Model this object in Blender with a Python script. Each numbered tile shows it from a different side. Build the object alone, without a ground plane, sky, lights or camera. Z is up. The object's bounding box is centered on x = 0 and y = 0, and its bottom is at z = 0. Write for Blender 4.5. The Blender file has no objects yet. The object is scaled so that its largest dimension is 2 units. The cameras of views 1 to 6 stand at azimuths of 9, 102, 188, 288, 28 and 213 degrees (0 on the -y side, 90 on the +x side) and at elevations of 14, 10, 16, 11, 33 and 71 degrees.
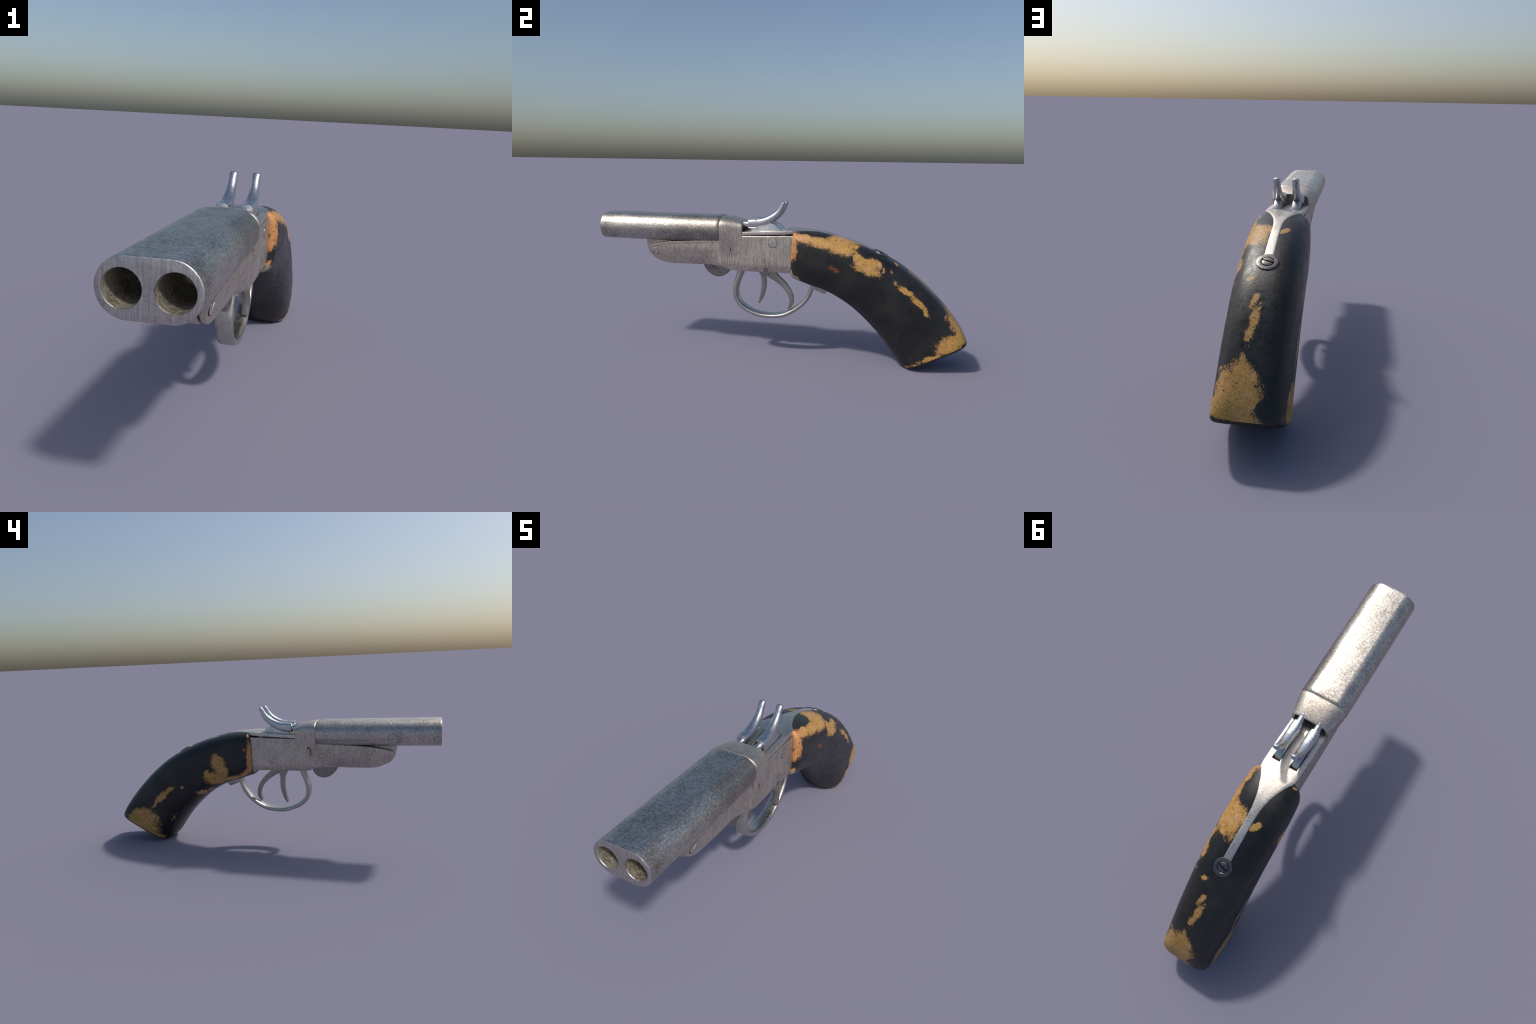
"""Double-barrelled percussion pistol: steel barrels and frame, worn black-lacquered wooden grip.
Muzzle towards -y, grip towards +y, z up, metres."""
import bpy, bmesh, math
import numpy as np
from mathutils import Vector, Matrix, noise

SC = bpy.context.scene.collection

# ------------------------------------------------------------------ helpers
def mesh_object(name, verts, faces, mat=None, smooth=True):
    me = bpy.data.meshes.new(name)
    me.from_pydata([tuple(v) for v in verts], [], faces)
    bm = bmesh.new(); bm.from_mesh(me)
    bmesh.ops.recalc_face_normals(bm, faces=bm.faces)
    bm.to_mesh(me); bm.free()
    ob = bpy.data.objects.new(name, me)
    SC.objects.link(ob)
    if mat: me.materials.append(mat)
    for p in me.polygons: p.use_smooth = smooth
    return ob

def loft(name, rings, mat=None, cap0=True, cap1=True):
    """closed rings of equal length joined into a tube"""
    n = len(rings[0]); verts = [p for r in rings for p in r]; faces = []
    for i in range(len(rings) - 1):
        a, b = i * n, (i + 1) * n
        for j in range(n):
            k = (j + 1) % n
            faces.append((a + j, a + k, b + k, b + j))
    if cap0: faces.append(tuple(range(n)))
    if cap1: faces.append(tuple(range((len(rings) - 1) * n, len(rings) * n)))
    return mesh_object(name, verts, faces, mat)

def prism(name, profile_yz, x0, x1, mat=None):
    """side profile (y, z) pushed out from x0 to x1"""
    a = [(x0, y, z) for y, z in profile_yz]; b = [(x1, y, z) for y, z in profile_yz]
    n = len(a); faces = [tuple(range(n)), tuple(range(n, 2 * n))]
    faces += [(j, (j + 1) % n, n + (j + 1) % n, n + j) for j in range(n)]
    return mesh_object(name, a + b, faces, mat)

def box(name, x0, x1, y0, y1, z0, z1, mat=None):
    return prism(name, [(y0, z0), (y1, z0), (y1, z1), (y0, z1)], x0, x1, mat)

def bake(ob):
    """apply the modifier stack"""
    dg = bpy.context.evaluated_depsgraph_get()
    me = bpy.data.meshes.new_from_object(ob.evaluated_get(dg))
    old = ob.data; ob.modifiers.clear(); ob.data = me; me.name = old.name
    bpy.data.meshes.remove(old)
    return ob

def delete(*obs):
    for o in obs:
        me = o.data; bpy.data.objects.remove(o); bpy.data.meshes.remove(me)

def boolean(ob, cutters, op='DIFFERENCE'):
    for c in cutters:
        m = ob.modifiers.new('b', 'BOOLEAN'); m.object = c; m.operation = op; m.solver = 'EXACT'
    bpy.context.view_layer.update(); bake(ob); delete(*cutters)
    return ob

def bevel(ob, w, seg=3, angle=35):
    m = ob.modifiers.new('v', 'BEVEL'); m.width = w; m.segments = seg
    m.limit_method = 'ANGLE'; m.angle_limit = math.radians(angle); m.harden_normals = False
    return bake(ob)

def remesh(ob, voxel, smooth=4):
    m = ob.modifiers.new('r', 'REMESH'); m.mode = 'VOXEL'; m.voxel_size = voxel; m.use_smooth_shade = True
    s = ob.modifiers.new('s', 'SMOOTH'); s.factor = 0.5; s.iterations = smooth
    return bake(ob)

def sharp(ob, deg=35):
    ob.data.set_sharp_from_angle(angle=math.radians(deg)); return ob

def curve(points, n):
    """smooth curve through control points (any dimension), n samples evenly in arc length"""
    P = np.array(points, float)
    P = np.vstack([2 * P[0] - P[1], P, 2 * P[-1] - P[-2]])
    out = []
    for i in range(1, len(P) - 2):
        for t in np.linspace(0, 1, 24, endpoint=False):
            p0, p1, p2, p3 = P[i - 1:i + 3]
            out.append(.5 * (2 * p1 + (p2 - p0) * t + (2 * p0 - 5 * p1 + 4 * p2 - p3) * t * t + (3 * p1 - p0 - 3 * p2 + p3) * t ** 3))
    out.append(P[-2]); out = np.array(out)
    d = np.r_[0, np.cumsum(np.linalg.norm(np.diff(out, axis=0), axis=1))]
    s = np.linspace(0, d[-1], n)
    return np.stack([np.interp(s, d, out[:, k]) for k in range(out.shape[1])], 1)

def lerp_table(table, x):
    t = np.array(table, float); return np.interp(x, t[:, 0], t[:, 1])

def spow(c, e): return math.copysign(abs(c) ** e, c)

# ------------------------------------------------------------------ materials
class G:
    """small node-graph builder"""
    def __init__(s, name):
        s.m = bpy.data.materials.new(name); s.m.use_nodes = True
        s.t = s.m.node_tree; s.n = s.t.nodes; s.n.clear()
        s.out = s.n.new('ShaderNodeOutputMaterial'); s.b = s.n.new('ShaderNodeBsdfPrincipled')
        s.t.links.new(s.b.outputs[0], s.out.inputs[0])
        s.co = s.n.new('ShaderNodeTexCoord').outputs['Object']
    def put(s, sock, v):
        if isinstance(v, bpy.types.NodeSocket): s.t.links.new(v, sock)
        else: sock.default_value = v
    def set(s, **k):
        for a, v in k.items(): s.put(s.b.inputs[a.replace('_', ' ')], v)
    def math(s, op, a, b=0., c=0., clamp=False):
        n = s.n.new('ShaderNodeMath'); n.operation = op; n.use_clamp = clamp
        for i, v in enumerate((a, b, c)): s.put(n.inputs[i], v)
        return n.outputs[0]
    def vmath(s, op, a, b=(0, 0, 0)):
        n = s.n.new('ShaderNodeVectorMath'); n.operation = op; s.put(n.inputs[0], a); s.put(n.inputs[1], b)
        return n.outputs['Value'] if op in ('LENGTH', 'DOT_PRODUCT') else n.outputs[0]
    def scale(s, v, f):
        n = s.n.new('ShaderNodeVectorMath'); n.operation = 'SCALE'; s.put(n.inputs[0], v); s.put(n.inputs['Scale'], f); return n.outputs[0]
    def map(s, v, loc=(0, 0, 0), rot=(0, 0, 0), sc=(1, 1, 1), kind='POINT'):
        n = s.n.new('ShaderNodeMapping'); n.vector_type = kind; s.put(n.inputs[0], v)
        n.inputs[1].default_value = loc; n.inputs[2].default_value = rot; n.inputs[3].default_value = sc
        return n.outputs[0]
    def noise(s, v, scale, detail=4, rough=.55, dist=0., color=False):
        n = s.n.new('ShaderNodeTexNoise'); s.put(n.inputs['Vector'], v); n.inputs['Scale'].default_value = scale
        n.inputs['Detail'].default_value = detail; n.inputs['Roughness'].default_value = rough; n.inputs['Distortion'].default_value = dist
        return n.outputs['Color' if color else 'Fac']
    def ramp(s, f, stops, interp='LINEAR'):
        n = s.n.new('ShaderNodeValToRGB'); s.put(n.inputs[0], f); r = n.color_ramp; r.interpolation = interp
        while len(r.elements) < len(stops): r.elements.new(.5)
        for e, (p, c) in zip(r.elements, stops):
            e.position = p; e.color = (c, c, c, 1) if isinstance(c, (int, float)) else (*c, 1)
        return n.outputs[0]
    def rng(s, f, a, b, lo=0., hi=1.):
        n = s.n.new('ShaderNodeMapRange'); s.put(n.inputs[0], f)
        for i, v in zip((1, 2, 3, 4), (a, b, lo, hi)): s.put(n.inputs[i], v)
        n.interpolation_type = 'SMOOTHSTEP'
        return n.outputs[0]
    def mix(s, f, a, b, kind='MIX'):
        n = s.n.new('ShaderNodeMix'); n.data_type = 'RGBA'; n.blend_type = kind
        s.put(n.inputs[0], f)
        for i, v in ((6, a), (7, b)): s.put(n.inputs[i], (*v, 1) if isinstance(v, tuple) and len(v) == 3 else v)
        return n.outputs[2]
    def bump(s, h, strength=.3, dist=.004):
        n = s.n.new('ShaderNodeBump'); s.put(n.inputs['Height'], h); n.inputs['Strength'].default_value = strength
        n.inputs['Distance'].default_value = dist; s.put(s.b.inputs['Normal'], n.outputs[0])
    def sep(s, v):
        n = s.n.new('ShaderNodeSeparateXYZ'); s.put(n.inputs[0], v); return n.outputs

def steel(name, light, dark, rough=(.28, .5), patina=(.55, .75), pit=.8, streak=.3, streak_axis=2, fleck=(.25, 1.0), fleck_scale=(28, 80, 80), metallic=1.0, bias=None, mottle=0.):
    """worn bare steel: mottled tone, dark pitting, brushed streaks and hammered flecks"""
    g = G(name)
    sc = [70, 70, 70]; sc[streak_axis] = 5
    br = g.noise(g.map(g.co, sc=tuple(sc)), 2.2, 4, .6)
    fine = g.noise(g.co, 130, 4, .6)
    speck = g.noise(g.map(g.co, sc=fleck_scale), 1.6, 3, .6, .5)
    cloud = g.noise(g.co, 9, 4, .6)
    tone = g.math('ADD', g.math('MULTIPLY', br, streak), g.math('MULTIPLY', g.math('ADD', g.math('MULTIPLY', fine, .5), g.math('MULTIPLY', cloud, .5)), 1 - streak))
    base = g.mix(g.rng(tone, .36, .64), tuple(c * .74 for c in light), light)
    if mottle: base = g.mix(g.math('MULTIPLY', g.rng(g.noise(g.map(g.co, sc=fleck_scale), 1.9, 4, .65, .8), .56, .44), mottle), base, tuple(c * .42 for c in light))
    pt = g.math('ADD', g.math('MULTIPLY', g.noise(g.co, 11, 4, .6, .3), .38), g.math('MULTIPLY', g.noise(g.co, 115, 4, .7), .62))
    if bias: pt = g.math('ADD', pt, bias(g))
    dk = g.math('MULTIPLY', g.rng(pt, *patina), pit)
    g.set(Base_Color=g.mix(dk, base, dark), Metallic=metallic)
    r = g.rng(g.math('ADD', g.math('MULTIPLY', speck, .5), g.math('MULTIPLY', tone, .5)), .36, .64, *rough)
    g.set(Roughness=g.math('ADD', r, g.math('MULTIPLY', dk, .12)))
    amt, st = fleck
    g.bump(g.math('ADD', g.math('MULTIPLY', speck, 1.0), g.math('MULTIPLY', br, streak * .6)), amt, .004 * st)
    return g.m

def barrel_grime(g):
    x, y, z = g.sep(g.co)
    rear = g.math('MULTIPLY', g.math('MULTIPLY', g.rng(y, -.68, -.5), g.rng(x, .04, .10)), .14)
    tip = g.math('MULTIPLY', g.math('MULTIPLY', g.rng(y, -.88, -.98), g.rng(x, .06, .11)), .07)
    return g.math('ADD', rear, tip)

M_barrel = steel('barrel_steel', (.68, .64, .58), (.10, .085, .066), (.34, .46), (.48, .64), .54, .40, 1, (.24, 1.0), (26, 60, 70), bias=barrel_grime, mottle=.52)
M_muzzle = steel('muzzle_steel', (.62, .595, .57), (.22, .195, .165), (.34, .5), (.50, .66), .6, .8, 2, (.2, .8))
M_frame = steel('frame_steel', (.70, .625, .54), (.25, .21, .17), (.36, .52), (.48, .64), .62, .7, 2, (.18, .7), (60, 60, 30), metallic=.95, mottle=.25)
M_plate = steel('plate_steel', (.74, .69, .615), (.24, .21, .17), (.36, .48), (.52, .68), .55, .2, 0, (.14, .6), (60, 60, 60))
M_hammer = steel('polished_steel', (.66, .67, .68), (.40, .40, .39), (.28, .38), (.62, .8), .4, .4, 2, (.05, .3))
M_guard = steel('guard_steel', (.60, .57, .52), (.25, .225, .19), (.28, .44), (.56, .72), .7, .35, 2, (.12, .5))
M_trigger = steel('trigger_steel', (.44, .42, .38), (.16, .145, .12), (.40, .54), (.54, .70), .8, .3, 2, (.15, .6))
M_washer = steel('blued_steel', (.20, .19, .185), (.07, .065, .06), (.3, .46), (.5, .7), .8, .2, 1, (.3, .8))
M_screw = steel('screw_steel', (.66, .63, .58), (.34, .30, .25), (.34, .48), (.6, .76), .6, .2, 1, (.08, .5))
M_catch = steel('catch_steel', (.36, .345, .325), (.09, .08, .07), (.36, .52), (.48, .64), .8, .3, 2, (.3, .8))
def bore_fouling(g):
    return g.math('MULTIPLY', g.rng(g.sep(g.co)[2], .690, .655), .09)
M_bore = steel('bore_steel', (.43, .395, .32), (.075, .062, .046), (.42, .58), (.46, .70), .85, .2, 1, (.4, 1.0), metallic=.45, bias=bore_fouling)
M_dark = steel('dark_steel', (.10, .088, .085), (.05, .045, .04), (.5, .65), (.4, .7), .8)  # dark tone for raised rims, slot plates, pin and mark; no groove is cut

# ------------------------------------------------------------------ grip shape
# stations: back/top edge (y, z), belly/bottom edge (y, z), half width, sideways shift, corner exponents (top, bottom)
GRIP = [
    (.090, .6970, .084, .448, .110, .000, 4.2, 3.4),
    (.098, .7010, .094, .440, .120, .000, 4.2, 3.3),
    (.122, .7050, .114, .433, .129, .000, 4.0, 3.1),
    (.220, .7000, .188, .408, .137, .000, 3.4, 2.9),
    (.320, .6785, .256, .388, .1405, .000, 3.1, 2.8),
    (.430, .6445, .321, .358, .1415, .000, 3.0, 2.75),
    (.541, .599, .386, .319, .1415, .000, 3.0, 2.75),
    (.642, .546, .449, .270, .1410, .000, 3.0, 2.75),
    (.728, .485, .516, .206, .1405, .000, 3.1, 2.75),
    (.805, .418, .575, .139, .1395, .000, 3.3, 2.8),
    (.880, .341, .625, .070, .138, .000, 3.6, 2.9),
    (.940, .270, .660, .026, .137, .000, 4.0, 3.0),
    (.978, .215, .678, .014, .1370, .000, 4.6, 3.2),
    (.9985, .175, .688, .0085, .1370, .000, 5.0, 3.4),
]
ST = curve(GRIP, 110)

def section(st, n=96, shrink=0., push=(0, 0)):
    ty, tz, by, bz, w, cx, nt, nb = st
    c = Vector((cx, (ty + by) / 2 + push[0], (tz + bz) / 2 + push[1])); up = Vector((0, (ty - by) / 2, (tz - bz) / 2))
    L = up.length; upn = up / L; pts = []
    for i in range(n):
        a = 2 * math.pi * i / n; e = 2 / (nt if math.sin(a) > 0 else nb)
        x = spow(math.cos(a), e) * (w - shrink); h = spow(math.sin(a), e) * (L - shrink)
        pts.append(c + Vector((x, 0, 0)) + upn * h)
    return pts

def make_grip():
    rings = []
    s0 = ST[0]
    for k in (.085, .05, .02, .008):
        rings.append(section(s0, shrink=k))
    rings += [section(s) for s in ST]
    # butt: rounded edge onto a slightly domed end face
    end = ST[-1]; d = np.array([.46, -.89])
    for a in (18, 36, 54, 72, 90):
        r = .020; t = math.radians(a)
        rings.append(section(end, shrink=r * (1 - math.cos(t)), push=tuple(d * r * math.sin(t) * .9)))
    for k, b in ((.035, .0195), (.06, .0205), (.11, .0215)):
        rings.append(section(end, shrink=k, push=tuple(d * b)))
    return loft('grip', rings)

grip = make_grip()

def crest(y):
    """height of the back of the grip at y"""
    return float(np.interp(y, ST[:, 0], ST[:, 1]))

# ------------------------------------------------------------------ barrels
BZ, BW, BH = .6942, .1222, .0727
def barrel_ring(y, off=0.):
    r = BH + off; cx = BW - BH; pts = []
    for i in range(96):
        a = 2 * math.pi * i / 96; c, s = math.cos(a), math.sin(a)
        x = r * c + (cx if c > 1e-6 else -cx if c < -1e-6 else 0)
        z = r * s
        pts.append(Vector((x, y, BZ + z)))
    return pts
rings = [barrel_ring(y, o) for a, (y, o) in
         enumerate([(-1.0, -.0042), (-.9993, -.002), (-.9980, -.0006), (-.9955, 0)])]
rings += [barrel_ring(y) for y in np.linspace(-.99, -.325, 60)]
rings += [barrel_ring(-.315, -.001), barrel_ring(-.306, -.006)]
barrel = loft('barrel', rings, M_barrel)
def cyl(name, cx, cz, r, y0, y1, n=64, r1=None):
    r1 = r if r1 is None else r1
    R = [[Vector((cx + q * math.cos(2 * math.pi * i / n), y, cz + q * math.sin(2 * math.pi * i / n))) for i in range(n)] for y, q in ((y0, r), (y1, r1))]
    return loft(name, R)
for sx in (-1, 1):
    R = []
    for y, r in ((-1.01, .0470), (-1.0003, .0470), (-.998, .0455), (-.99, .0450), (-.9, .0448), (-.87, .0440), (-.85, .040), (-.838, .03), (-.832, .012)):
        R.append([Vector((sx * .060 + r * math.cos(2 * math.pi * i / 72), y, .6935 + r * math.sin(2 * math.pi * i / 72))) for i in range(72)])
    c = loft('cutter', R, M_bore)
    boolean(barrel, [c])
# bore walls take their own dull steel
bore_slot = len(barrel.data.materials)
if M_bore.name not in [m.name for m in barrel.data.materials if m]:
    barrel.data.materials.append(M_bore)
barrel.data.materials.append(M_muzzle); mi = len(barrel.data.materials) - 1
bi = [m.name if m else '' for m in barrel.data.materials].index(M_bore.name)
for p in barrel.data.polygons:
    c = p.center; n = p.normal
    inside = any(math.hypot(c.x - sx * .06, c.z - .6935) < .0458 for sx in (-1, 1)) and c.y > -.9985 and c.y < -.5
    p.material_index = bi if inside else (mi if c.y < -.9985 else 0)
    p.use_smooth = True
sharp(barrel, 30)

# ------------------------------------------------------------------ frame with standing breech
FRAME_W = [(-.76, .058), (-.70, .067), (-.62, .076), (-.5, .083), (-.4, .087), (-.35, .090), (-.30, .0925), (-.27, .093), (-.19, .094), (.1, .096)]
prof = [(.105, .475), (-.245, .475), (-.270, .479), (-.290, .488), (-.306, .4945), (-.335, .4955), (-.45, .493), (-.60, .490)]
prof += [tuple(p) for p in curve([(-.60, .490), (-.65, .495), (-.69, .510), (-.72, .532), (-.738, .557), (-.743, .582)], 14)[1:]]
prof += [(-.732, .592), (-.69, .603), (-.65, .612), (-.6, .620), (-.45, .631), (-.325, .639), (-.300, .640), (-.20, .666), (.105, .678)]
frame = prism('frame', prof, -1, 1)
bm = bmesh.new(); bm.from_mesh(frame.data)
for y in np.linspace(-.72, .08, 34):
    bmesh.ops.bisect_plane(bm, geom=bm.verts[:] + bm.edges[:] + bm.faces[:], plane_co=(0, y, 0), plane_no=(0, 1, 0))
for z in (.480, .487, .495, .505, .512, .52, .53, .545, .56, .575, .59, .60, .61):
    bmesh.ops.bisect_plane(bm, geom=bm.verts[:] + bm.edges[:] + bm.faces[:], plane_co=(0, 0, z), plane_no=(0, 0, 1))
for v in bm.verts:
    y, z = v.co.y, v.co.z
    fore = float(np.clip((-.312 - y) / .07, 0, 1))          # fore-end cheeks bulge at mid height
    k = 1 - fore * (.36 * max(0, (.595 - z) / .102) ** 1.7)
    k *= 1 - (1 - fore) * .10 * max(0, (.515 - z) / .04) ** 1.5
    v.co.x *= lerp_table(FRAME_W, y) * k
bm.to_mesh(frame.data); bm.free()
bevel(frame, .009, 3, 50)

BREECH = [(-.309, .1182, .7648), (-.298, .1184, .7650), (-.28, .1155, .7635), (-.26, .111, .7605), (-.235, .1050, .756), (-.21, .0995, .750), (-.185, .0955, .7425)]
def breech_ring(y, w, top):
    pts = []; n = 48; zc = .70
    for i in range(n + 1):
        a = math.pi * i / n; e = 2 / 3.0
        pts.append(Vector((spow(math.cos(a), e) * w, y, zc + (top - zc) * spow(math.sin(a), e))))
    low = []
    for k in range(1, 17):
        z = zc - k * .0115; t = min(1, (zc - z) / .165); t = t * t * (3 - 2 * t)
        low.append((w * (1 - t) + (lerp_table(FRAME_W, y) - .0005) * t, z))
    pts += [Vector((-x, y, z)) for x, z in low] + [Vector((x, y, z)) for x, z in reversed(low)]
    return pts
BT = curve(BREECH, 20)
breech = loft('breech', [breech_ring(*b) for b in BT])
bevel(breech, .004, 2, 60)
boolean(frame, [breech], 'UNION')
# rear recess behind the nipples, and the front fork slot that takes the barrel lug
rec = []
for y, k in ((-.232, 0), (-.17, 0)):
    rec.append([Vector((x, y, z)) for x, z in ((-.080, .68), (.080, .68), (.080, .720), (.071, .733), (.056, .737), (-.056, .737), (-.071, .733), (-.080, .720))])
boolean(frame, [loft('cutter', rec)])
boolean(frame, [box('cutter', -.0365, .0365, -.78, -.60, .40, .66)])
remesh(frame, .0028, 5)
frame.data.materials.append(M_frame)

lug = prism('barrel_lug', [(-.50, .505)] + [(-.66, .503), (-.705, .513), (-.733, .531), (-.750, .556), (-.758, .590), (-.762, .616), (-.768, .628), (-.50, .628)], -.033, .033, M_frame)
bevel(lug, .004, 3, 40); sharp(lug, 40)

# ------------------------------------------------------------------ top plate with long tang let into the grip
TANG = [(-.188, .0905), (-.05, .0915), (.06, .0905), (.085, .0885), (.10, .0835), (.118, .0715), (.14, .060), (.165, .0505), (.19, .0405), (.22, .031), (.25, .0245), (.28, .0205), (.32, .0185), (.40, .0185), (.525, .0195)]
def plate_top(y):
    flat = .6895 + .062 * (y + .19)
    if y < .03: return flat
    t = min(1, (y - .03) / .08); t = t * t * (3 - 2 * t)
    return flat * (1 - t) + (crest(max(y, .115)) + .0028) * t
rows = []
for y in np.r_[np.linspace(-.188, .08, 18), np.linspace(.087, .525, 60)]:
    w = lerp_table(TANG, y); z = plate_top(y); th = .0205
    top = [(w * k, z - .0012 * abs(k) ** 4) for k in np.linspace(1, -1, 9)]
    rows.append([Vector((x, y, h)) for x, h in top] + [Vector((-w, y, z - th)), Vector((w, y, z - th))])
plate = loft('top_plate', rows, M_plate)
boolean(plate, [box('cutter', s * .0445 - .0195, s * .0445 + .0195, -.25, .036, .6, .8) for s in (-1, 1)])
bevel(plate, .0018, 2, 40); sharp(plate, 30)
for p in plate.data.polygons: p.use_smooth = True
sharp(plate, 30)

# ------------------------------------------------------------------ hammers on their nipples
HAM = [  # spine y, z, half height, half width
    (-.157, .7290, .0280, .0245), (-.140, .7300, .0285, .0268), (-.118, .7315, .0282, .0275), (-.106, .7332, .0268, .0258),
    (-.090, .7370, .0260, .0256), (-.066, .7450, .0242, .0248), (-.034, .7630, .0210, .0222), (-.006, .7852, .0182, .0192),
    (.012, .8085, .0157, .0172), (.023, .8300, .0135, .0162), (.029, .8400, .0120, .0166), (.0312, .8450, .0110, .0166)]
def make_hammer():
    C = curve(HAM, 60); rings = []; n = 40
    tang = np.gradient(C[:, :2], axis=0); tang /= np.linalg.norm(tang, axis=1)[:, None]
    def ring(i, k=1., push=0.):
        y, z, b, a = C[i]; t = tang[i]; nv = np.array([-t[1], t[0]])
        fl = np.clip((i - 8) / 30, 0, 1); e = 2 / (2.9 - .7 * fl)
        out = []
        for j in range(n):
            q = 2 * math.pi * j / n; x = spow(math.cos(q), e) * a * k; h = spow(math.sin(q), e) * b * k
            out.append(Vector((x, y + nv[0] * h + t[0] * push, z + nv[1] * h + t[1] * push)))
        return out
    tang[0:4] = (1, 0)
    rings.append(ring(0, .90, -.0015)); rings += [ring(i) for i in range(len(C))]
    for k, p in ((.93, .003), (.75, .0055), (.45, .007), (.15, .0075)): rings.append(ring(len(C) - 1, k, p))
    h = loft('hammer', rings, M_hammer)
    blade = prism('blade', [(-.145, .675), (-.140, .712), (-.10, .730), (-.05, .738), (-.032, .738), (-.014, .731), (.004, .719), (.020, .703), (.030, .688), (.030, .675)], -.0172, .0172, M_hammer)
    bevel(blade, .002, 2, 40)
    bm = bmesh.new(); bm.from_mesh(h.data); bm.from_mesh(blade.data); bm.to_mesh(h.data); bm.free(); delete(blade)
    for p in h.data.polygons: p.use_smooth = True
    return sharp(h, 40)
hammer = make_hammer(); hammer.location.x = .0445
hammer2 = hammer.copy(); SC.objects.link(hammer2); hammer2.location.x = -.0445

def lathe_y(name, prof, cx, cz, mat, n=40):
    return loft(name, [[Vector((cx + r * math.cos(2 * math.pi * i / n), y, cz + r * math.sin(2 * math.pi * i / n))) for i in range(n)] for y, r in prof], mat)
nipple = lathe_y('nipple', [(-.24, .0205), (-.1985, .0205), (-.197, .020), (-.1955, .0185), (-.194, .0180), (-.156, .0178), (-.15, .0178)], 0, .7265, M_hammer)
sharp(nipple, 30); nipple.location.x = .0435
nipple2 = nipple.copy(); SC.objects.link(nipple2); nipple2.location.x = -.0435

# ------------------------------------------------------------------ trigger guard, triggers, barrel catch
def make_guard():
    path = curve([(-.200, .492), (-.212, .455), (-.232, .398), (-.2415, .345), (-.2275, .292), (-.178, .246), (-.100, .2175), (-.02, .2155), (.048, .2315),
                  (.121, .279), (.164, .3285), (.184, .375), (.192, .42)], 110)
    t = np.gradient(path, axis=0); t /= np.linalg.norm(t, axis=1)[:, None]; rings = []
    for i, (y, z) in enumerate(path):
        u = i / (len(path) - 1); nv = (-t[i][1], t[i][0])
        w = lerp_table([(0, .032), (.06, .033), (.3, .034), (.6, .033), (1, .027)], u)
        h = lerp_table([(0, .021), (.1, .0165), (.25, .014), (.5, .0135), (.75, .0125), (1, .012)], u)
        R = []
        for j in range(28):
            q = 2 * math.pi * j / 28; e = 2 / 3.0
            x = spow(math.cos(q), e) * w; d = spow(math.sin(q), e) * h
            R.append(Vector((x, y + nv[0] * d, z + nv[1] * d)))
        rings.append(R)
    ob = loft('trigger_guard', rings, M_guard)
    foot = prism('foot', [(.170, .42), (.186, .388), (.203, .3815), (.252, .362), (.262, .362), (.272, .373), (.290, .42)], -.027, .027, M_guard)
    bevel(foot, .003, 2, 30)
    bm = bmesh.new(); bm.from_mesh(ob.data); bm.from_mesh(foot.data); bm.to_mesh(ob.data); bm.free(); delete(foot)
    for p in ob.data.polygons: p.use_smooth = True
    return sharp(ob, 38)
guard = make_guard()

def make_trigger(front, rear, cx):
    f = [tuple(p) for p in curve(front, 16)]; r = [tuple(p) for p in curve(rear, 16)]
    ob = prism('trigger', f + r, -.0145, .0145, M_trigger)
    bevel(ob, .003, 2, 40); ob.location.x = cx
    return sharp(ob, 40)
trig1 = make_trigger([(-.125, .49), (-.117, .453), (-.105, .430), (-.101, .400), (-.102, .360), (-.110, .312), (-.121, .274)],
                     [(-.113, .270), (-.095, .298), (-.078, .350), (-.074, .400), (-.076, .432), (-.067, .455), (-.055, .49)], -.037)
trig2 = make_trigger([(-.11, .49), (-.062, .446), (-.004, .411), (.037, .376), (.061, .342), (.068, .312), (.060, .266)],
                     [(.068, .261), (.085, .283), (.092, .318), (.080, .362), (.047, .410), (-.002, .457), (-.02, .49)], .020)

cat = [tuple(p) for p in curve([(-.425, .51), (-.420, .484), (-.405, .458), (-.372, .433), (-.338, .424), (-.302, .434), (-.280, .456), (-.272, .478), (-.272, .51)], 26)]
catch = prism('barrel_catch', cat, -.036, .036, M_catch)
bevel(catch, .010, 4, 50); sharp(catch, 45)

# ------------------------------------------------------------------ screws, washer, pin
def make_screw(name, r, h, slot, angle, mat):
    """domed slotted head, axis +z, seated at z = 0"""
    prof = [(-.01, r), (0, r), (h * .55, r * .985), (h * .85, r * .90), (h, r * .70), (h * 1.08, r * .35), (h * 1.1, .0005)]
    n = 40
    ob = loft(name, [[Vector((q * math.cos(2 * math.pi * i / n), q * math.sin(2 * math.pi * i / n), z)) for i in range(n)] for z, q in prof], mat)
    c = box('cutter', -slot, slot, -r * 1.2, r * 1.2, -.002, h * 3)
    c.data.transform(Matrix.Rotation(angle, 4, 'Z'))
    boolean(ob, [c]); sharp(ob, 30)
    return ob
def place(ob, loc, normal, up=(0, 0, 1)):
    z = Vector(normal).normalized(); x = Vector(up).cross(z).normalized(); y = z.cross(x)
    ob.matrix_world = Matrix.Translation(loc) @ Matrix((x, y, z)).transposed().to_4x4()

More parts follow.
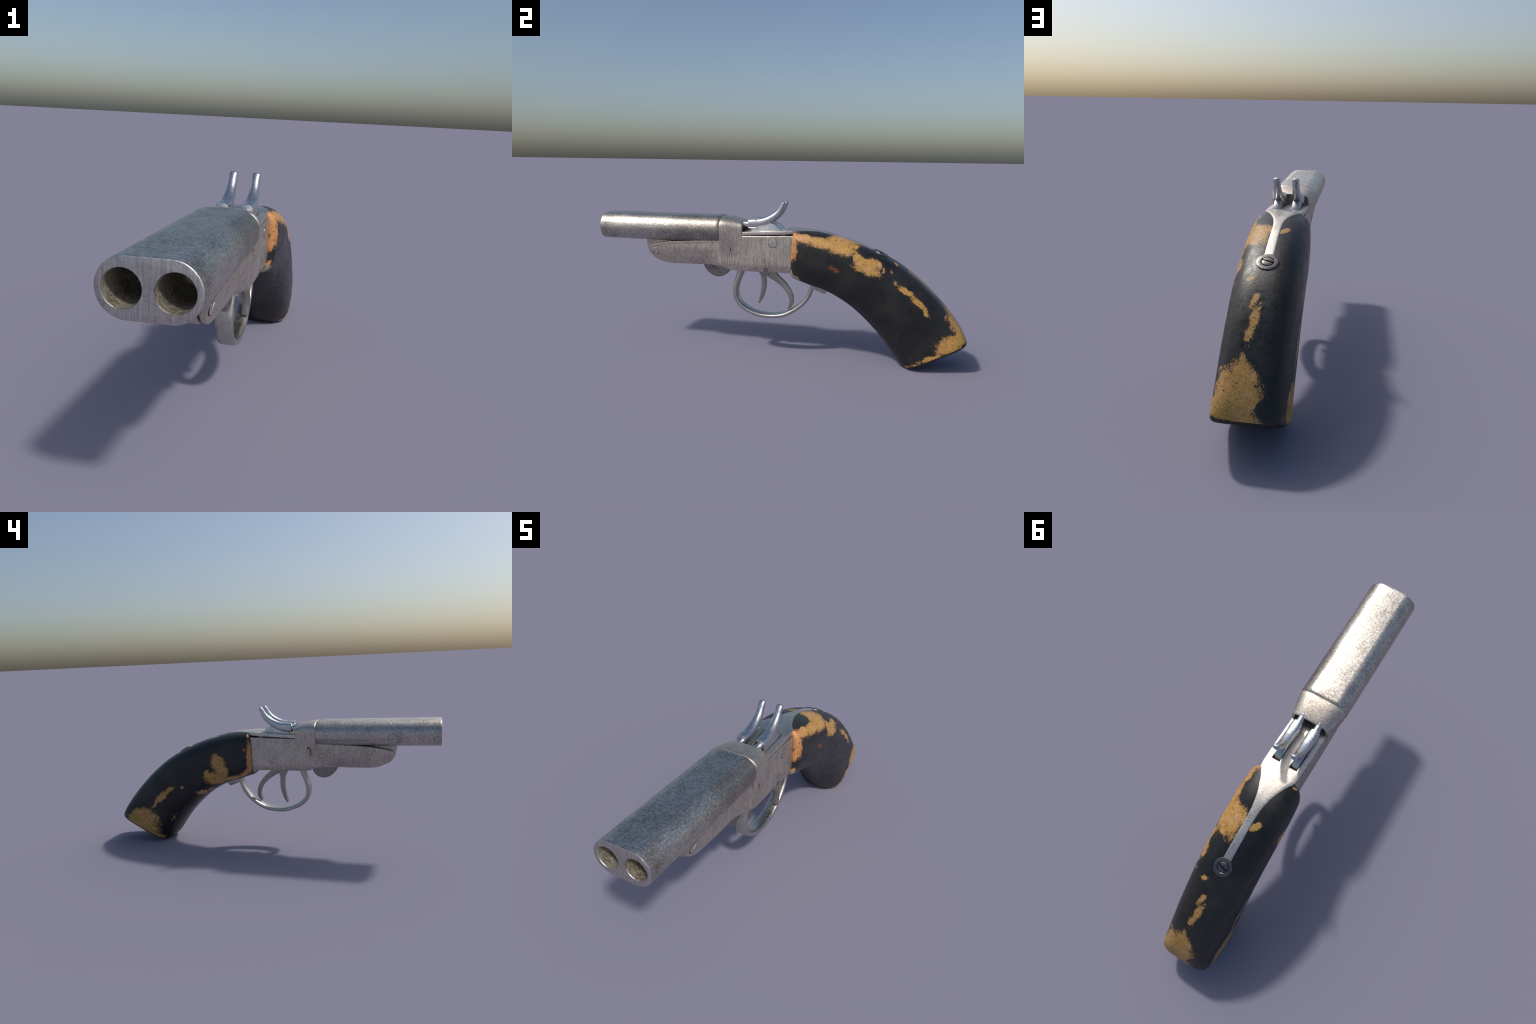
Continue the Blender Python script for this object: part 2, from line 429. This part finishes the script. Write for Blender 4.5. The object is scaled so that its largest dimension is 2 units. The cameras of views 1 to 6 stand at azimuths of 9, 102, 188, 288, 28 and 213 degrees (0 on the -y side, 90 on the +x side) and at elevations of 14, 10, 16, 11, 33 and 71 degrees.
def ring_part(name, r0, r1, h, mat, n=56):
    prof = [(r0, -.006), (r0, h * .6), (r0 + .002, h), (r1 - .004, h), (r1 - .001, h * .75), (r1, h * .3), (r1, -.006)]
    R = [[Vector((r * math.cos(2 * math.pi * i / n), r * math.sin(2 * math.pi * i / n), z)) for i in range(n)] for r, z in prof]
    ob = loft(name, R, mat, False, False); sharp(ob, 30); return ob

s_frame = make_screw('screw', .0235, .0022, .0022, math.radians(38), M_screw); place(s_frame, (.0950, -.015, .635), (1, 0, 0))
s_pivot = make_screw('screw', .0205, .0028, .0032, math.radians(-48), M_screw); place(s_pivot, (.0628, -.696, .560), (1, -.08, -.12))
ycw = .550
slope = (crest(ycw + .02) - crest(ycw - .02)) / .04
nrm = Vector((0, -slope, 1)).normalized()
cpos = Vector((0, ycw, crest(ycw)))
washer = ring_part('washer', .026, .0455, .0045, M_washer); place(washer, cpos - nrm * .0005, nrm, (0, 1, 0))
s_tang = make_screw('screw', .0245, .0075, .0032, math.radians(72), M_washer); place(s_tang, cpos - nrm * .001, nrm, (0, 1, 0))
well = ring_part('screw_seat', .0248, .0252, .001, M_washer)
delete(well)
def ringlet(name, r0, r1, loc, mat, nx=1):
    ob = ring_part(name, r0, r1, .0012, mat, 32); place(ob, loc, (nx, 0, 0)); return ob
frame_screw_rim = ringlet('screw_rim', .0233, .0262, (.0944, -.015, .635), M_dark)  # raised dark ring added round the screw head, not a cut groove
pin_rim = ringlet('pin_rim', .0085, .0110, (.0945 * .951 + .0006, -.053, .490), M_dark); place(pin_rim, (.0945 * .951 - .0002, -.053, .490), (1, 0, -.30))
pivot_rim = ringlet('screw_rim', .0203, .0225, (.0640, -.696, .560), M_dark); place(pivot_rim, (.0628, -.696, .560), (1, -.08, -.12))
def flank(y, z):
    """half width of the breech flank"""
    w = float(np.interp(y, BT[:, 0], BT[:, 1])); t = min(1, (.70 - z) / .165); t = t * t * (3 - 2 * t)
    return w * (1 - t) + lerp_table(FRAME_W, y) * t
def flank_slot_mark(sx, y0, y1, z0, z1):  # thin dark plate standing slightly proud of the flank, in place of a cut slot
    R = []
    for z in np.linspace(z0, z1, 5):
        x = flank((y0 + y1) / 2, z); R.append([Vector((sx * (x + d), y, z)) for d, y in ((-.004, y0), (.0006, y0), (.0006, y1), (-.004, y1))])
    ob = loft('slot_mark_plate', R, M_dark); return sharp(ob, 30)
slot_mark_r = flank_slot_mark(1, -.2500, -.2455, .582, .604)
slot_mark_l = flank_slot_mark(-1, -.2795, -.2745, .567, .612)
pin_l = make_screw('pin', .0065, .0012, .0006, 0, M_dark); place(pin_l, (-flank(-.265, .615) - .0003, -.265, .615), (-1, 0, -.15))
tc = bpy.data.curves.new('proof_mark', 'FONT'); tc.body = 'Y'; tc.size = .022; tc.extrude = .0004; tc.align_x = 'CENTER'; tc.align_y = 'CENTER'
tmp = bpy.data.objects.new('tmp', tc); SC.objects.link(tmp); bpy.context.view_layer.update()
mark = bpy.data.objects.new('proof_mark', bpy.data.meshes.new_from_object(tmp.evaluated_get(bpy.context.evaluated_depsgraph_get()))); SC.objects.link(mark)
bpy.data.objects.remove(tmp); bpy.data.curves.remove(tc); mark.data.name = 'proof_mark'
mark.data.materials.clear(); mark.data.materials.append(M_dark); place(mark, (.0950, -.062, .537), (1, 0, 0))

# ------------------------------------------------------------------ lower front shoulder of the grip: trigger-plate heel
heel = loft('trigger_plate_heel', [[Vector((x * w, y, z)) for x, z in ((-1, zt), (-1, zb + .02), (-.86, zb + .006), (-.6, zb), (.6, zb), (.86, zb + .006), (1, zb + .02), (1, zt))]
        for y, w, zb, zt in ((.078, .080, .468, .485), (.086, .082, .456, .485), (.096, .083, .446, .485), (.112, .083, .438, .48), (.126, .080, .436, .47))], M_screw)
for p in heel.data.polygons: p.use_smooth = True
sharp(heel, 50)

# ------------------------------------------------------------------ grip finish
# bare-wood wear: soft-ended streaks from point a to point b with radius r (metres, on the grip surface)
WEAR = [
    # right flank, front to butt
    (.111, .114, .679, .121, .196, .664, .0186), (.122, .197, .662, .116, .302, .648, .0251), (.121, .289, .645, .110, .393, .625, .0297),
    (.108, .373, .634, .071, .429, .638, .0145), (.100, .094, .690, .122, .100, .590, .0200),
    (.124, .425, .590, .129, .445, .568, .0198), (.135, .443, .549, .121, .519, .551, .0276), (.135, .456, .543, .133, .527, .511, .0210),
    (.110, .531, .563, .121, .539, .539, .0132), (.121, .561, .526, .122, .568, .521, .0080), (.114, .602, .515, .114, .606, .512, .0070),
    (.128, .621, .471, .128, .630, .463, .0075), (.130, .651, .442, .127, .709, .405, .0113), (.129, .723, .387, .128, .762, .353, .0127),
    (.127, .778, .340, .130, .792, .316, .0114), (.081, .890, .303, .086, .927, .257, .0165), (.074, .934, .254, .096, .973, .196, .0249),
    (.137, .885, .162, .108, .972, .186, .0307), (.139, .868, .134, .127, .953, .168, .0219), (.135, .870, .110, .118, .745, .040, .0130),
    (.118, .750, .040, .095, .705, .015, .0090),
    (.108, .090, .590, .106, .088, .548, .0130), (.104, .088, .492, .095, .088, .478, .0090),
    # back
    (.089, .295, .675, .050, .400, .650, .0300), (.045, .307, .684, .031, .341, .675, .0164), (-.025, .355, .672, -.050, .325, .677, .0105),
    (.062, .634, .540, .049, .626, .549, .0087), (.014, .694, .507, .027, .735, .473, .0092), (-.006, .725, .482, -.002, .740, .469, .0063),
    (.008, .746, .463, .013, .790, .422, .0153), (.013, .790, .422, .019, .831, .380, .0124), (.022, .831, .380, .023, .859, .350, .0075),
    (.037, .860, .349, .019, .895, .309, .0122), (.035, .900, .303, -.004, .927, .270, .0337), (.056, .929, .266, -.004, .963, .226, .0505),
    (.077, .985, .195, -.030, 1.00, .180, .0403), (.105, .918, .248, .081, .962, .217, .0150), (.100, .882, .295, .062, .899, .300, .0096),
    # left flank
    (-.140, .302, .564, -.140, .293, .530, .0190), (-.140, .293, .537, -.138, .281, .502, .0340), (-.137, .267, .502, -.118, .271, .442, .0285),
    (-.127, .349, .429, -.111, .282, .426, .0331), (-.138, .364, .466, -.134, .360, .444, .0138), (-.105, .285, .418, -.089, .158, .445, .0170),
    (-.094, .156, .450, -.102, .101, .480, .0170), (-.116, .096, .630, -.110, .098, .470, .0140), (-.095, .107, .694, -.100, .102, .684, .0094),
    (-.127, .124, .604, -.127, .122, .601, .0080), (-.108, .446, .340, -.085, .402, .339, .0169), (-.088, .401, .344, -.080, .357, .361, .0085),
    (-.104, .580, .221, -.090, .538, .241, .0072), (-.105, .640, .156, -.102, .606, .190, .0124), (-.137, .656, .331, -.139, .606, .365, .0101),
    (-.134, .718, .277, -.137, .665, .323, .0175), (-.131, .755, .234, -.134, .719, .269, .0088), (-.137, .545, .363, -.137, .533, .370, .0071),
    (-.121, .888, .169, -.128, .794, .183, .0361), (-.120, .908, .138, -.126, .776, .130, .0438), (-.121, .846, .095, -.119, .759, .083, .0316),
    (-.127, .787, .168, -.127, .733, .155, .0222), (-.122, .810, .070, -.105, .725, .028, .0220),
]
KEPT = [  # lacquer that survives inside the worn areas
    (.088, .150, .705, .075, .265, .692, .0200), (.108, .465, .600, .100, .485, .592, .0150), (-.137, .332, .482, -.136, .342, .474, .0080),
    (-.100, .930, .210, -.060, .985, .200, .0300), (.130, .980, .160, -.020, 1.00, .148, .0130),
]
PALE = [(.118, .098, .470, .070, .098, .447, .0150), (.105, .116, .462, .075, .116, .448, .0130)]
RED = [(.134, .285, .535, .136, .345, .512, .0085)]

def make_grip_material():
    g = G('worn_lacquered_wood')
    warp = g.scale(g.vmath('SUBTRACT', g.noise(g.co, 26, 5, .62, color=True), (.5, .5, .5)), .040)
    warp2 = g.scale(g.vmath('SUBTRACT', g.noise(g.co, 110, 4, .65, color=True), (.5, .5, .5)), .016)
    P = g.vmath('ADD', g.vmath('ADD', g.co, warp), warp2)
    def field(streaks):
        best = None
        for ax, ay, az, bx, by, bz, r in streaks:
            a, b = Vector((ax, ay, az)), Vector((bx, by, bz)); d = b - a; L = d.length / 2 + r * .9
            e = d.to_track_quat('X', 'Z').to_euler() if d.length > 1e-6 else (0, 0, 0)
            q = g.vmath('LENGTH', g.map(P, tuple((a + b) / 2), tuple(e), (L * 1.06, r * 1.25, r * 1.25), 'TEXTURE'))
            best = q if best is None else g.math('MINIMUM', best, q)
        return best
    # fibres run along the curved grip
    F = g.map(g.co, rot=(math.radians(32), 0, 0))
    fib = g.noise(g.map(F, sc=(100, 15, 100)), 3.2, 5, .7, .6)
    fib2 = g.noise(g.map(F, sc=(60, 12, 60)), 5.5, 3, .6, .8)
    rag = g.math('ADD', g.math('MULTIPLY', g.math('SUBTRACT', fib, .5), 2.2), g.math('MULTIPLY', g.math('SUBTRACT', g.noise(g.co, 70, 5, .75), .5), .9))
    w = g.rng(g.math('ADD', field(WEAR), rag), 1.18, .84)
    k = g.rng(g.math('ADD', field(KEPT), rag), 1.06, .90)
    pores = g.rng(fib2, .53, .64)                                   # lacquer left in the pores of the bare wood
    spots = g.rng(g.noise(g.co, 55, 5, .65), .60, .68)
    mask = g.math('MULTIPLY', w, g.math('SUBTRACT', 1., k))
    mask = g.math('MULTIPLY', mask, g.math('SUBTRACT', 1., g.math('MULTIPLY', pores, .62)))
    mask = g.math('MULTIPLY', mask, g.math('SUBTRACT', 1., g.math('MULTIPLY', spots, .8)))
    tone = g.noise(g.co, 22, 3, .6)
    wood = g.mix(g.rng(fib, .3, .7), (.42, .215, .050), (.66, .375, .100))
    wood = g.mix(g.rng(tone, .48, .68), wood, (.60, .33, .15))
    wood = g.mix(g.rng(g.noise(g.co, 9, 2, .5), .55, .7), wood, (.46, .27, .055))
    yy = g.sep(g.co)[1]
    wood = g.mix(g.math('MULTIPLY', g.rng(yy, .20, .10), .7), wood, (.62, .27, .11))
    flecks = g.noise(g.map(F, sc=(70, 22, 70)), 4.2, 4, .7, 1.2)
    wood = g.mix(g.math('MULTIPLY', g.rng(flecks, .56, .66), .75), wood, (.10, .060, .026))
    blk = g.mix(g.rng(g.noise(g.co, 7, 4, .6), .4, .68), (.0085, .0095, .0100), (.0200, .0195, .0170))
    blk = g.mix(g.rng(g.noise(g.co, 150, 4, .7), .58, .78), blk, (.055, .053, .046))
    blk = g.mix(g.math('MULTIPLY', g.rng(g.noise(g.co, 5.5, 3, .55, .5), .62, .74), .5), blk, (.045, .026, .014))
    red = g.rng(g.math('ADD', field(RED), rag), 1.06, .90)
    col = g.mix(mask, blk, wood)
    col = g.mix(g.math('MULTIPLY', red, .85), col, (.20, .055, .016))
    col = g.mix(g.rng(g.math('ADD', field(PALE), rag), 1.06, .90), col, (.42, .37, .29))
    g.set(Base_Color=col)
    g.set(Roughness=g.mix(mask, g.rng(g.noise(g.co, 40, 4, .6), .3, .7, .27, .45), (.46, .46, .46)))
    g.b.inputs['Specular IOR Level'].default_value = .45
    fine = g.noise(g.map(F, sc=(150, 45, 150)), 2.4, 4, .65)
    h = g.math('MULTIPLY', fine, .5)
    g.bump(g.math('ADD', h, g.math('MULTIPLY', g.noise(g.co, 60, 3, .6), .35)), .40, .004)
    return g.m
M_grip = make_grip_material()
gb = G('butt_end_black'); gb.set(Base_Color=gb.mix(gb.rng(gb.noise(gb.co, 60, 4), .45, .7), (.009, .009, .009), (.02, .018, .015)), Roughness=.5)
grip.data.materials.append(M_grip); grip.data.materials.append(gb.m)
END_FACES = 7 * 96
nf = len(grip.data.polygons)
for i, p in enumerate(grip.data.polygons):
    if p.index >= nf - 2 - END_FACES and p.index < nf - 2: p.material_index = 1
grip.data.polygons[nf - 1].material_index = 1

# ------------------------------------------------------------------ assembly
root = bpy.data.objects.new('double_barrelled_pistol', None); SC.objects.link(root)
root['label'] = 'antique double-barrelled percussion pistol with worn black wooden grip'
root['category'] = 'pistol'
parts = [barrel, frame, lug, plate, hammer, hammer2, nipple, nipple2, guard, trig1, trig2, catch, s_frame, s_pivot, s_tang, washer, frame_screw_rim, pin_rim, pivot_rim, slot_mark_r, slot_mark_l, pin_l, mark, heel, grip]
bpy.context.view_layer.update()
for o in parts: o.parent = root
for o, p in ((s_tang, washer),):
    pass
